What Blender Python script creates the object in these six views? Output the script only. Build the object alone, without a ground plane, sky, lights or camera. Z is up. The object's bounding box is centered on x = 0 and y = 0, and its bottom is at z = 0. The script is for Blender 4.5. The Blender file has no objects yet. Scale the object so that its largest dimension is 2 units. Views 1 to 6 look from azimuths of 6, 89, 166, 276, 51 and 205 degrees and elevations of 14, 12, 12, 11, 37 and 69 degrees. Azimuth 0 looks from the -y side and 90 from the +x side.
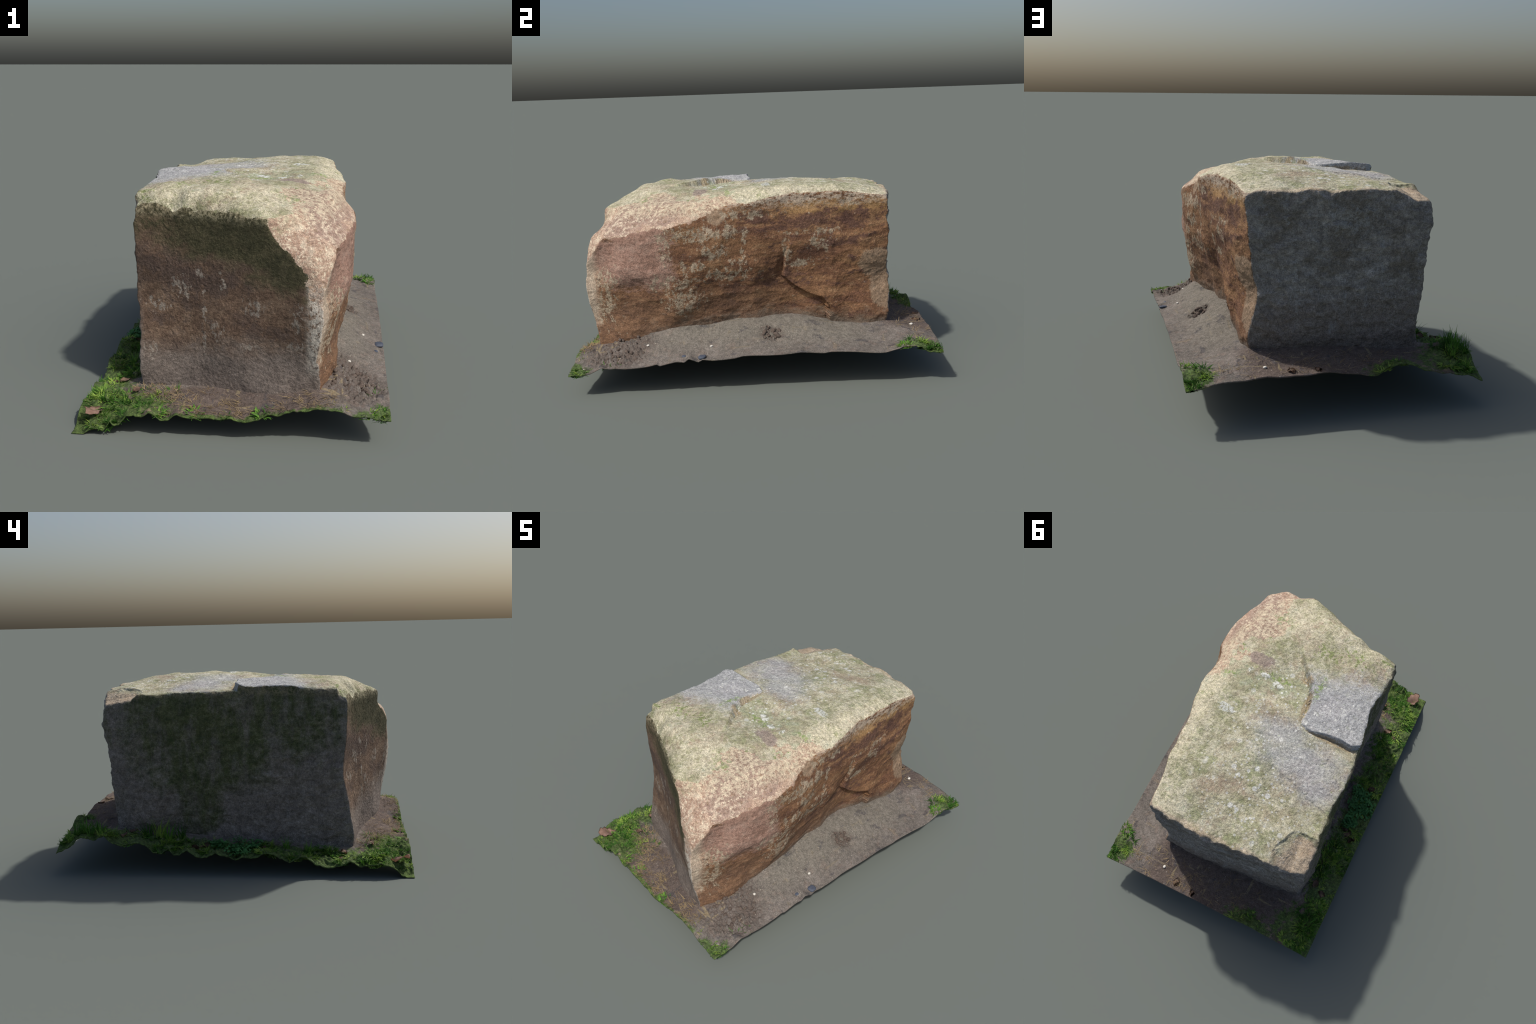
# A weathered sandstone block standing on a cut-out patch of trodden soil and grass.
import bpy, bmesh, math, random
import numpy as np
from mathutils import Vector, Matrix

random.seed(7)
rng = np.random.RandomState(7)

# ----------------------------------------------------------------------------
#  numeric helpers
# ----------------------------------------------------------------------------
def smoothstep(a, b, x):
    t = np.clip((x - a) / (b - a), 0.0, 1.0)
    return t * t * (3 - 2 * t)

def smax(a, b, k):
    h = np.maximum(k - np.abs(a - b), 0.0) / k
    return np.maximum(a, b) + h * h * k * 0.25

def _hash(ix, iy, iz, seed):
    h = (ix * 374761393 + iy * 668265263 + iz * 2147483647 + seed * 974711) & 0xFFFFFFFF
    h = ((h ^ (h >> 13)) * 1274126177) & 0xFFFFFFFF
    h = ((h ^ (h >> 16)) * 2246822519) & 0xFFFFFFFF
    return h ^ (h >> 15)

def perlin(p, seed=0):
    """gradient noise, p is (n,3), result about -1..1"""
    f = np.floor(p)
    i = f.astype(np.int64)
    t = p - f
    u = t * t * t * (t * (t * 6 - 15) + 10)
    out = np.zeros(len(p))
    for dx in (0, 1):
        wx = u[:, 0] if dx else 1 - u[:, 0]
        for dy in (0, 1):
            wy = u[:, 1] if dy else 1 - u[:, 1]
            for dz in (0, 1):
                wz = u[:, 2] if dz else 1 - u[:, 2]
                h = _hash(i[:, 0] + dx, i[:, 1] + dy, i[:, 2] + dz, seed)
                gx = ((h & 1023) / 511.5) - 1
                gy = (((h >> 10) & 1023) / 511.5) - 1
                gz = (((h >> 20) & 1023) / 511.5) - 1
                out += wx * wy * wz * (gx * (t[:, 0] - dx) + gy * (t[:, 1] - dy) + gz * (t[:, 2] - dz))
    return out * 1.35

def fbm(p, scale, octaves=3, seed=0, gain=0.5, stretch=(1, 1, 1)):
    q = p * np.array(stretch) * scale
    a, s = 1.0, np.zeros(len(p))
    for o in range(octaves):
        s += a * perlin(q + 17.3 * o, seed + o)
        q = q * 2.03
        a *= gain
    return s

class Sheet:
    """smooth height field through measured spots: a tilted plane plus local swells"""
    def __init__(self, spots, reach=0.25, give=0.004):
        s = np.array(spots, float)
        self.c, h, self.L = s[:, :2], s[:, 2], reach
        A = np.c_[np.ones(len(s)), self.c]
        self.plane = np.linalg.lstsq(A, h, rcond=None)[0]
        r = h - A @ self.plane
        K = self.k(np.linalg.norm(self.c[:, None] - self.c[None], axis=2))
        self.w = np.linalg.solve(K + give * np.eye(len(s)), r)
    def k(self, r):
        q = r / self.L * 1.732
        return (1 + q) * np.exp(-q)
    def raw(self, u, v):
        out = self.plane[0] + self.plane[1] * u + self.plane[2] * v
        for (a, b), w in zip(self.c, self.w):
            out = out + w * self.k(np.hypot(u - a, v - b))
        return out
    def bake(self, u0, u1, v0, v1, step=0.012):
        """tabulate once so that it can be read quickly many times"""
        self.u0, self.v0, self.st = u0, v0, step
        U, V = np.meshgrid(np.arange(u0, u1 + step, step), np.arange(v0, v1 + step, step), indexing="ij")
        self.T = self.raw(U, V)
        return self
    def __call__(self, u, v):
        a = np.clip((u - self.u0) / self.st, 0, self.T.shape[0] - 1.001)
        b = np.clip((v - self.v0) / self.st, 0, self.T.shape[1] - 1.001)
        i, j = a.astype(int), b.astype(int)
        a, b = a - i, b - j
        T = self.T
        return (T[i, j] * (1 - a) * (1 - b) + T[i + 1, j] * a * (1 - b) + T[i, j + 1] * (1 - a) * b + T[i + 1, j + 1] * a * b)

def poly_sdf(x, y, poly):
    """signed distance to a closed outline, negative inside"""
    d = np.full(x.shape, 1e9)
    inside = np.zeros(x.shape, bool)
    n = len(poly)
    for i in range(n):
        (ax, ay), (bx, by) = poly[i], poly[(i + 1) % n]
        ex, ey = bx - ax, by - ay
        t = np.clip(((x - ax) * ex + (y - ay) * ey) / (ex * ex + ey * ey), 0, 1)
        d = np.minimum(d, np.hypot(x - ax - t * ex, y - ay - t * ey))
        c = (ay > y) != (by > y)
        if by != ay:
            inside ^= c & (x < (bx - ax) * (y - ay) / (by - ay) + ax)
    return np.where(inside, -d, d)

# ----------------------------------------------------------------------------
#  the ground: edge heights, contact line with the stone and a few spots between
# ----------------------------------------------------------------------------
FRONT_EDGE = [(-.69, .003), (-.641, .006), (-.619, .02), (-.577, .028), (-.55, .022), (-.519, .077), (-.507, .055), (-.479, .057),
              (-.446, .102), (-.405, .099), (-.378, .099), (-.345, .12), (-.294, .089), (-.26, .09), (-.232, .112), (-.182, .105),
              (-.098, .11), (-.032, .103), (.008, .112), (.05, .099), (.128, .108), (.174, .138), (.216, .134), (.271, .155), (.34, .162),
              (.371, .171), (.458, .172), (.536, .148), (.586, .142), (.635, .142), (.69, .146)]
RIGHT_EDGE = [(-.93, .138), (-.881, .147), (-.821, .176), (-.771, .172), (-.7, .166), (-.569, .175), (-.527, .185), (-.512, .175),
              (-.428, .194), (-.381, .19), (-.357, .208), (-.306, .188), (-.283, .201), (-.229, .194), (-.116, .201), (-.071, .212),
              (.048, .211), (.153, .212), (.239, .22), (.361, .211), (.398, .217), (.534, .211), (.692, .201), (.733, .212), (.833, .231),
              (.874, .221), (.924, .197), (1.0, .19)]
BACK_EDGE = [(.629, .199), (.57, .212), (.53, .217), (.439, .218), (.341, .229), (.286, .222), (.217, .223), (.15, .221), (.099, .228),
             (.044, .228), (-.004, .218), (-.085, .21), (-.123, .199), (-.172, .195), (-.198, .212), (-.227, .232), (-.281, .237),
             (-.35, .228), (-.398, .202), (-.449, .194), (-.489, .179), (-.605, .166), (-.684, .138)]
LEFT_EDGE = [(.979, .151), (.932, .158), (.893, .182), (.875, .212), (.778, .208), (.72, .224), (.686, .197), (.623, .172), (.534, .189),
             (.48, .177), (.44, .135), (.395, .121), (.355, .155), (.326, .127), (.294, .122), (.257, .146), (.181, .111), (.14, .105),
             (.09, .133), (.045, .115), (-.022, .094), (-.055, .106), (-.147, .105), (-.179, .129), (-.239, .127), (-.32, .082),
             (-.407, .123), (-.452, .079), (-.502, .062), (-.61, .061), (-.651, .087), (-.7, .074), (-.763, .072), (-.87, .073),
             (-.901, .054), (-.93, .02)]
CONTACT = [(.399, -.88, .21), (.448, -.754, .251), (.461, -.641, .276), (.459, -.545, .296), (.458, -.412, .315), (.431, -.272, .311),
           (.4, -.08, .333), (.396, .064, .331), (.38, .256, .333), (.361, .452, .288), (.382, .75, .281), (-.455, -.675, .105),
           (-.332, -.695, .116), (-.186, -.725, .132), (-.081, -.762, .145), (.016, -.795, .146), (.115, -.838, .162), (.208, -.862, .17),
           (.30, -.872, .184), (-.489, .697, .215), (0.0, .75, .262), (.2, .765, .272), (-.25, .735, .228), (-.48, .4, .185), (-.475, .0, .145), (-.465, -.35, .12)]
BETWEEN = [(-.50, .80, .205), (-.38, .80, .200), (-.20, .85, .224), (-.1, .80, .240), (.33, .855, .236), (.476, -.832, .198), (-.33, -.70, .118), (0, .87, .228), (.25, .87, .232), (-.62, .82, .262), (-.60, .74, .250), (.522, -.592, .22), (.595, -.24, .231), (.513, .09, .268), (.529, -.034, .278), (.54, -.12, .272), (-.01, -.87, .132), (.196, -.90, .160), (-.124, -.80, .138), (.50, .67, .238), (.478, .78, .238), (.53, -.68, .212), (.44, .82, .262), (.60, .45, .23), (-.58, .80, .22)]
RIM = ([(-.696, 1.0, .165), (-.69, .97, .163)] + [(x, -1.0, z) for x, z in FRONT_EDGE] + [(x, 1.0, z) for x, z in BACK_EDGE] + [(.696, y, z) for y, z in RIGHT_EDGE] + [(-.696, y, z) for y, z in LEFT_EDGE])
class Ground:
    """broad lie of the land, then the angular ripples that its cut border shows"""
    def __init__(self):
        self.broad = Sheet(RIM + CONTACT + BETWEEN, .30, .05).bake(-.72, .72, -1.03, 1.03, .01)
        self.edges = []
        for prof, axis, at in ((FRONT_EDGE, 1, -1.0), (BACK_EDGE, 1, 1.0), (RIGHT_EDGE, 0, .696), (LEFT_EDGE, 0, -.696)):
            t, z = np.array(sorted(prof)).T
            other = np.full(len(t), at)
            xy = (t, other) if axis == 1 else (other, t)
            self.edges.append((t, z - self.broad(*xy), axis, at))
    def __call__(self, x, y):
        z = self.broad(x, y)
        for t, r, axis, at in self.edges:
            along, across = (x, y) if axis == 1 else (y, x)
            z = z + np.interp(along, t, r) * np.exp(-((across - at) / .05) ** 2)
        return z
ground = Ground()

def grass_cover(x, y):
    """0..1, where turf grows on the patch"""
    n = 0.06 * np.sin(x * 23 + 1.3) * np.sin(y * 17 + 0.4) + 0.04 * np.sin(x * 41 - y * 37)
    g = smoothstep(-.50, -.56, x + n * .7) * (1 - .6 * smoothstep(.42, .5, y) * smoothstep(.72, .6, y))
    g = np.maximum(g, smoothstep(-.28, -.40, x + n) * smoothstep(-.74, -.80, y + n * .6))
    g = np.maximum(g, smoothstep(-.955, -.99, y + n * .4) * .8)
    g = np.maximum(g, smoothstep(.10, .05, np.hypot((x + .28) / 1.5, y - .985) + n * .3))
    g = np.maximum(g, smoothstep(.13, .08, np.hypot(x - .67, y - .90) + n * .3))
    g = np.maximum(g, smoothstep(.12, .07, np.hypot(x - .68, y + 1.0) + n * .3))
    g = np.maximum(g, smoothstep(.06, .03, np.hypot((x - .68), (y + .80)) + n * .3))
    return g

# ----------------------------------------------------------------------------
#  the stone: each side is a smooth sheet through measured spots
# ----------------------------------------------------------------------------
LEFT_SIDE = [(-.641, .952, -.471), (-.641, .857, -.475), (-.632, .695, -.474), (-.615, .533, -.478), (-.645, .397, -.463), (-.657, .304, -.465),
             (-.677, .195, -.462), (-.671, .101, -.457), (.725, .943, -.524), (.737, .854, -.531), (.728, .748, -.517), (.715, .667, -.517),
             (.712, .588, -.509), (.706, .427, -.497), (.701, .346, -.482), (.697, .237, -.489), (.602, .955, -.524), (.557, .99, -.518),
             (.487, 1.0, -.505), (.371, .99, -.504), (.263, 1.0, -.509), (.156, 1.0, -.515), (.025, 1.0, -.502), (-.037, 1.03, -.492),
             (-.127, 1.01, -.487), (-.447, 1.0, -.483), (-.26, 1.0, -.458), (.023, .342, -.446), (-.02, .40, -.449), (.0, .2, -.447), (.14, .5, -.482), (-.122, .677, -.482), (-.02, .684, -.474), (-.221, .846, -.466), (.387, .207, -.457),
             (.532, .439, -.528), (.619, .727, -.532), (.484, .88, -.528), (.509, .544, -.520), (.422, .689, -.510), (-.212, .67, -.476), (.42, .96, -.52), (-.3, .40, -.450), (.55, .25, -.52)]
BACK_SIDE = [(.385, .934, .756), (.382, .867, .756), (.37, .672, .761), (.345, .608, .755), (.338, .566, .765), (.377, .283, .747), (.365, 1.0, .755),
             (.28, 1.0, .772), (.182, 1.0, .781), (.103, 1.01, .791), (-.01, 1.0, .787), (-.086, 1.0, .783), (-.245, 1.0, .768),
             (-.326, .99, .762), (-.388, .97, .757), (-.456, .94, .743), (-.529, .93, .715), (-.531, .854, .737), (-.517, .70, .722),
             (-.497, .427, .706), (-.489, .237, .697), (.142, .388, .771), (.2, .668, .769), (.12, .54, .765), (.16, .80, .777), (.1, .27, .755), (.25, .27, .758), (-.1, .27, .732), (-.25, .25, .725), (-.05, .40, .751), (-.02, .66, .755), (-.08, .54, .747)]
RIGHT_SIDE = [(-.668, .582, .501), (-.46, .86, .537), (-.483, .605, .522), (-.569, .579, .512), (-.826, .559, .456), (-.91, .373, .382), (-.812, .80, .449),
              (-.251, .89, .502), (-.193, .93, .488), (-.045, .758, .48), (-.055, .688, .478), (.047, .834, .475), (.322, .892, .447),
              (.55, .808, .417), (.213, .767, .465), (.171, .569, .43), (.381, .44, .412), (.426, .304, .398), (.591, .716, .417),
              (.746, .43, .366), (.295, .785, .453), (.562, .955, .408), (.549, 1.0, .408), (.362, 1.0, .432), (.178, 1.0, .452), (.097, .897, .458), (.658, .647, .395), (-.56, .30, .452), (.20, .35, .378), (-.086, .9, .489), (-.3, .87, .522), (-.215, .86, .512), (.428, .593, .412), (.498, .432, .397), (-.52, .347, .470), (.6, .33, .405), (-.735, .55, .486), (-.472, .436, .492), (-.69, .61, .510), (-.297, .612, .515), (.10, 1.0, .474), (.156, .963, .466), (-.553, .304, .47), (-.88, .21, .399),
              (-.754, .251, .448), (-.641, .276, .461), (-.545, .296, .459), (-.412, .315, .458), (-.272, .311, .431), (-.08, .333, .4),
              (.064, .331, .394), (.45, .288, .385), (.75, .28, .378), (.75, .566, .340), (.75, .65, .36), (.755, .70, .37), (.745, .90, .384), (-.45, .74, .535),
              (-.45, .50, .512), (-.45, .38, .49), (-.88, .208, .391), (-.913, .608, .40), (-.16, .50, .458)]
FRONT_SIDE = [(-.157, .659, -.72), (-.051, .639, -.763), (-.142, .449, -.730), (-.082, .417, -.760), (.065, .373, -.815), (.30, .553, -.904),
              (-.455, .09, -.671), (-.332, .12, -.695), (-.186, .14, -.725), (-.081, .16, -.762), (.016, .155, -.795), (.115, .17, -.838),
              (.208, .175, -.862), (.30, .19, -.873), (.388, .20, -.880), (.068, .288, -.815), (.005, .292, -.797), (-.471, .952, -.64), (-.475, .857, -.641), (-.474, .695, -.632),
              (-.478, .533, -.615), (-.463, .397, -.645), (-.465, .304, -.657), (-.462, .195, -.677), (.189, .886, -.846), (.285, .786, -.902),
              (.33, .693, -.915), (.375, .608, -.927), (.375, .50, -.924), (.38, .378, -.908), (.20, .55, -.862), (.25, .45, -.872), (.11, .41, -.828), (.199, .665, -.860), (.126, .73, -.824), (.024, .584, -.786), (.126, .629, -.832), (-.16, .94, -.722), (-.075, .94, -.755), (.0, .95, -.787),
              (-.28, .94, -.682), (-.38, .88, -.652), (.06, .935, -.812), (.131, .919, -.842), (-.126, .396, -.738), (-.092, .329, -.756), (-.25, .32, -.697), (-.268, .237, -.697), (.13, .308, -.822), (.34, .62, -.922)]
TOP_LOW = [(-.035, -.686, 1.026), (.366, -.3, 1.01), (.233, -.614, 1.0), (-.468, .265, 1.014), (-.274, .12, 1.033), (-.175, .535, 1.025),
           (-.082, .599, 1.035), (-.41, .50, 1.004), (.261, .092, 1.062), (.076, -.175, 1.031), (.246, -.294, 1.033), (.154, -.338, 1.038),
           (.316, -.233, 1.034), (.385, -.136, 1.036), (-.187, -.619, 1.043), (.41, .549, 1.026), (.43, .362, 1.034), (.45, .178, 1.024),
           (.476, -.007, 1.0), (.30, .467, 1.064), (.30, .562, 1.05), (.331, .197, 1.070), (.366, -.009, 1.058), (.352, .477, 1.062), (.15, .391, 1.072), (.2, .549, 1.055), (-.29, .60, 1.028),
           (.004, -.157, 1.043), (.14, -.60, 1.028), (.10, -.776, .978), (-.41, -.508, 1.036), (-.347, -.584, 1.04), (-.22, -.665, 1.022), (-.154, -.695, 1.012), (.03, -.765, .985), (-.327, -.618, 1.026), (.407, .087, 1.052), (-.04, -.08, 1.047), (.202, -.571, 1.022), (-.2, -.50, 1.045), (-.07, -.735, .985), (.393, .206, 1.06), (-.105, .288, 1.052), (.018, .073, 1.058), (-.171, .388, 1.038),
           (.19, .72, 1.024), (.0, .28, 1.068), (.16, .68, 1.032), (.215, .597, 1.054), (-.06, -.01, 1.055), (.008, -.045, 1.056), (-.175, .096, 1.046), (.247, -.442, 1.03), (-.456, -.257, 1.01), (.365, .75, 1.008), (.28, .77, 1.011), (.182, .779, 1.006), (.103, .789, 1.016), (-.01, .785, 1.002),
           (-.086, .781, 1.007), (-.245, .766, 1.008), (-.326, .76, 1.0), (-.503, .487, 1.0), (-.504, .371, .997), (-.509, .263, 1.006),
           (-.515, .156, 1.01), (-.5, .025, 1.013), (.309, .122, 1.063), (.23, .381, 1.066), (.0, .05, 1.045), (.179, -.80, .965),
           (-.42, -.60, 1.005), (-.46, -.62, .97), (-.28, -.66, .965), (-.169, -.70, .965), (-.075, -.74, .965), (.054, -.78, .968), (.0, .35, 1.062)]
TOP_SLAB = [(-.139, -.024, 1.053), (-.474, -.031, 1.05), (-.33, -.095, 1.061), (-.301, -.274, 1.054), (-.265, -.349, 1.053), (-.077, -.427, 1.058),
            (-.032, -.284, 1.072), (-.13, -.11, 1.06), (.048, -.469, 1.05), (-.49, -.127, 1.035), (-.47, -.27, 1.035), (-.475, -.447, 1.020), (-.2, -.48, 1.050), (-.235, -.532, 1.043), (-.385, -.473, 1.036),
            (-.035, -.686, 1.026), (-.187, -.619, 1.043), (.2, -.614, 1.0)]
SLAB_OUTLINE = [(-.56, -.034), (-.487, -.032), (-.45, -.007), (-.418, -.011), (-.363, -.013), (-.303, -.010), (-.261, -.001), (-.225, .005), (-.176, -.001), (-.147, -.018), (-.142, -.045), (-.143, -.103),
                (-.126, -.165), (-.104, -.215), (-.088, -.25), (-.061, -.28), (-.014, -.341), (.007, -.367), (.045, -.42), (.05, -.455), (.02, -.50), (-.05, -.54), (-.2, -.60), (-.4, -.60), (-.56, -.58)]
CHIP_OUTLINE = [(-.60, .59), (-.50, .565), (-.43, .545), (-.39, .536), (-.366, .565), (-.349, .628), (-.321, .67), (-.318, .85), (-.60, .85)]
CHIP_BED = [(-.35, .66, 1.0), (-.388, .756, .976), (-.456, .741, .947), (-.529, .713, .940), (-.52, .62, .958), (-.40, .60, .992), (-.33, .76, 1.0)]
FLAKE_RIM = [(.20, .86), (.206, .80), (.213, .767), (.185, .70), (.178, .64), (.171, .569), (.20, .535), (.25, .497), (.31, .462), (.381, .44), (.405, .41), (.415, .36), (.43, .22),
             (-.3, .22), (-.3, .86)]

NOSE_FACET = [(.179, -.826, .954), (.189, -.846, .886), (.285, -.902, .786), (.33, -.915, .693), (.375, -.927, .608), (.447, -.812, .822), (.321, -.745, .93), (.43, -.893, .70), (.395, -.926, .66), (.375, -.887, .80)]
SHOULDER_FACET = [(.233, -.614, .996), (.447, -.80, .825), (.537, -.46, .882), (.366, -.3, 1.012), (.359, -.376, 1.009), (.502, -.251, .93),
                  (.482, -.193, .965), (.245, -.489, 1.012), (.321, -.739, .942), (.32, -.556, .993), (.413, -.496, .962), (.36, -.46, .998), (.275, -.566, 1.008), (.365, -.698, .942), (.348, -.615, .978), (.386, -.318, 1.014), (.41, -.396, .998), (.44, -.712, .860), (.45, -.272, .985)]

class Facet:
    def __init__(self, n, spots, reach=.15):
        self.n = np.array(n) / np.linalg.norm(n)
        self.a = np.cross(self.n, (0, 0, 1.0)); self.a /= np.linalg.norm(self.a)
        self.b = np.cross(self.n, self.a)
        s = np.array(spots)
        self.h = Sheet(np.c_[s @ self.a, s @ self.b, s @ self.n], reach, .02)
        self.h.bake(-1.6, 1.6, -1.6, 1.6, .02)
    def __call__(self, p):
        return p @ self.n - self.h(p @ self.a, p @ self.b)

left_side = Sheet(LEFT_SIDE, .2, .01).bake(-1.1, 1.1, -.1, 1.3)
back_side = Sheet(BACK_SIDE, .2, .01).bake(-.8, .8, -.1, 1.3)
right_side = Sheet(RIGHT_SIDE, .16, .005).bake(-1.1, 1.1, -.1, 1.3)
front_side = Sheet(FRONT_SIDE, .25, .01).bake(-.8, .8, -.1, 1.3)
top_low = Sheet(TOP_LOW, .18, .01).bake(-.8, .8, -1.1, 1.1)
top_slab = Sheet(TOP_SLAB, .25, .01).bake(-.8, .8, -1.1, 1.1)
chip_bed = Sheet(CHIP_BED, .15, .01).bake(-.8, .8, -1.1, 1.1)
nose = Facet((.22, -.88, .40), NOSE_FACET)
shoulder = Facet((.45, -.26, .85), SHOULDER_FACET)

# small swellings and steps on the upper face: (x, y, rx, ry, turn, height)
BUMPS = [(.262, .08, .055, .026, -.5, .010), (.076, -.176, .04, .026, -.4, .008), (.168, -.202, .03, .02, .3, .005), (.26, -.19, .02, .03, .3, .005),
         (-.085, -.275, .02, .03, .8, .006), (.0, -.50, .10, .05, .2, .004)]

def top_height(x, y, wob):
    z = top_low(x, y)
    sd = poly_sdf(x + wob * .55, y + wob * .6, SLAB_OUTLINE)
    m = smoothstep(.004, -.008, sd)
    gain = np.maximum(top_slab(x, y) - z, 0.0)
    z = z + m * gain
    # narrow groove outside the slab rim
    z = z - .006 * np.exp(-((sd - .006) / .006) ** 2) * smoothstep(-.45, -.3, y)
    # shallow second bed ending in a ragged scarp across the rear of the block
    line = y - (.30 - .32 * (x + .20) * .9) + wob * 1.5
    z = z - .005 * smoothstep(-.004, .006, line) * smoothstep(.06, .0, np.abs(x + .29) - .16)* smoothstep(.25, .12, line)
    for bx, by, rx, ry, a, h in BUMPS:
        dx, dy = x - bx, y - by
        u = (dx * math.cos(a) + dy * math.sin(a)) / rx
        v = (-dx * math.sin(a) + dy * math.cos(a)) / ry
        z = z + h * np.clip(1 - u * u - v * v, 0, 1) ** .7
    # the broken corner at the rear left
    cs = poly_sdf(x + wob, y + wob * 1.3, CHIP_OUTLINE)
    bed = chip_bed(x, y) + wob * .35 - .008 * np.exp(-((x + .43) / .025) ** 2)
    z = np.where(cs < .04, np.minimum(z, np.where(cs < 0, bed, bed + cs * .8)), z)
    return z

def side_values(p, wob):
    x, y, z = p[:, 0], p[:, 1], p[:, 2]
    xr = right_side(y, z)
    fs = poly_sdf(y + wob * .6, z - wob * .5, FLAKE_RIM)                       # <0 : left of and below the flake
    depth = .028 * smoothstep(.80, .56, z) * smoothstep(.0, .10, y) + .008 * smoothstep(.86, .74, z)*smoothstep(.02, .15, y)
    xr = xr - depth * smoothstep(.002, -.010, fs) * np.exp(-np.maximum(-fs, 0) / .16)
    fl = (left_side(y, z) - x)
    fr = (x - xr)
    fb = (y - back_side(x, z))
    ff = (front_side(x, z) - y) * .95
    fn = nose(p)
    fsld = shoulder(p)
    ft = z - top_height(x, y, wob)
    corner = (.58 * x + .62 * y + .53 * z) - 1.210
    fr = smax(fr, corner, .02)
    return [fl, fr, fb, ff, fn, fsld, ft]

def merge(f, p):
    front = smoothstep(-.25, -.60, p[:, 1])
    v = smax(smax(f[0], f[1], .012), f[2], .010)
    v = smax(v, f[3], .009)
    v = smax(v, f[4], .012)
    v = smax(v, f[5], .022)
    v = smax(v, f[6], .018 + .016 * front)
    floor = ground(p[:, 0], p[:, 1]) - .02 - p[:, 2]
    return smax(v, floor, .01)

def ledges(v, n):
    """turns a smooth swell into broken treads and risers"""
    q = v * n
    k = np.floor(q)
    return (k + smoothstep(.35, .65, q - k) - .5) / n

def scoops(u, v, cell, k, lift, seed):
    """shallow shell-shaped spalls meeting in sharp arrises (lower envelope of little bowls)"""
    iu, iv = np.floor(u / cell).astype(np.int64), np.floor(v / cell).astype(np.int64)
    out = np.full(len(u), 9.0)
    for a in (-1, 0, 1):
        for b in (-1, 0, 1):
            h = _hash(iu + a, iv + b, np.zeros_like(iu), seed)
            cu = (iu + a + .15 + .7 * ((h & 255) / 255.0)) * cell
            cv = (iv + b + .15 + .7 * (((h >> 8) & 255) / 255.0)) * cell
            off = lift * ((((h >> 16) & 255) / 255.0) - .5)
            tu, tv = ((h >> 4) & 63) / 63.0 - .5, ((h >> 20) & 63) / 63.0 - .5
            du, dv = u - cu, v - cv
            out = np.minimum(out, off + k * (du * du + dv * dv) + .10 * (tu * du + tv * dv))
    return out

def relief(p):
    """roughness of each side, metres outwards"""
    x, y, z = p[:, 0], p[:, 1], p[:, 2]
    w1, w2 = .012 * fbm(p, 14, 2, 71), .012 * fbm(p, 14, 2, 73)
    pit_l = scoops(y + w1, z + w2, .058, 4.0, .006, 5) + scoops(y + w2, z - w1, .027, 7.0, .003, 6)
    pit_b = scoops(x + w1, z + w2, .060, 4.5, .007, 7) + scoops(x + w2, z - w1, .028, 8.0, .0035, 8)
    hewn = .0040 * fbm(p, 15, 2, 3, .6, (1, 1, 1.5)) + .0016 * fbm(p, 80, 2, 21, .6)
    broad = .006 * fbm(p, 6, 2, 31)
    spall = scoops(y + w1 * 2, z + w2 * 2, .155, 1.3, .012, 9) + .8 * scoops(y + w1, z * 1.4 + w2, .062, 3.2, .006, 10) - .005
    bed = fbm(p, 8, 3, 41, .55, (1, .7, 1.5))
    layered = .0060 * ledges(bed, 4.0) + .0022 * ledges(fbm(p, 26, 2, 43, .5, (1, .7, 1.5)), 3.0) + .0014 * fbm(p, 60, 2, 47, .6, (1, .5, 1.5))
    calm = .0026 * fbm(p, 9, 3, 51, .55) + .0012 * fbm(p, 75, 2, 57, .6)
    crust = .0030 * ledges(fbm(p, 7, 3, 53, .55), 3.0) + calm + .5 * scoops(x + w1, y + w2, .11, 1.2, .006, 12) - .001
    grain = .0009 * fbm(p, 130, 2, 61, .6)
    brk = scoops(x * .7 + y * .7 + w1, z + w2, .12, 1.6, .012, 11) - .002
    return [hewn + pit_l * (.75 + .5 * w1 / .012) + broad - .003, .45 * layered + .5 * spall + .5 * scoops(y + w2 * 2, z * 1.15 + w1 * 2, .25, .55, .010, 14) - .0055 + grain, hewn + pit_b * (1.1 + .6 * w1 / .012) + broad * .7 - .005, calm * .9 + .10 * pit_b + grain, layered * .7 + brk + grain, layered * .6 + brk + grain, crust + grain * 1.2]

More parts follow.
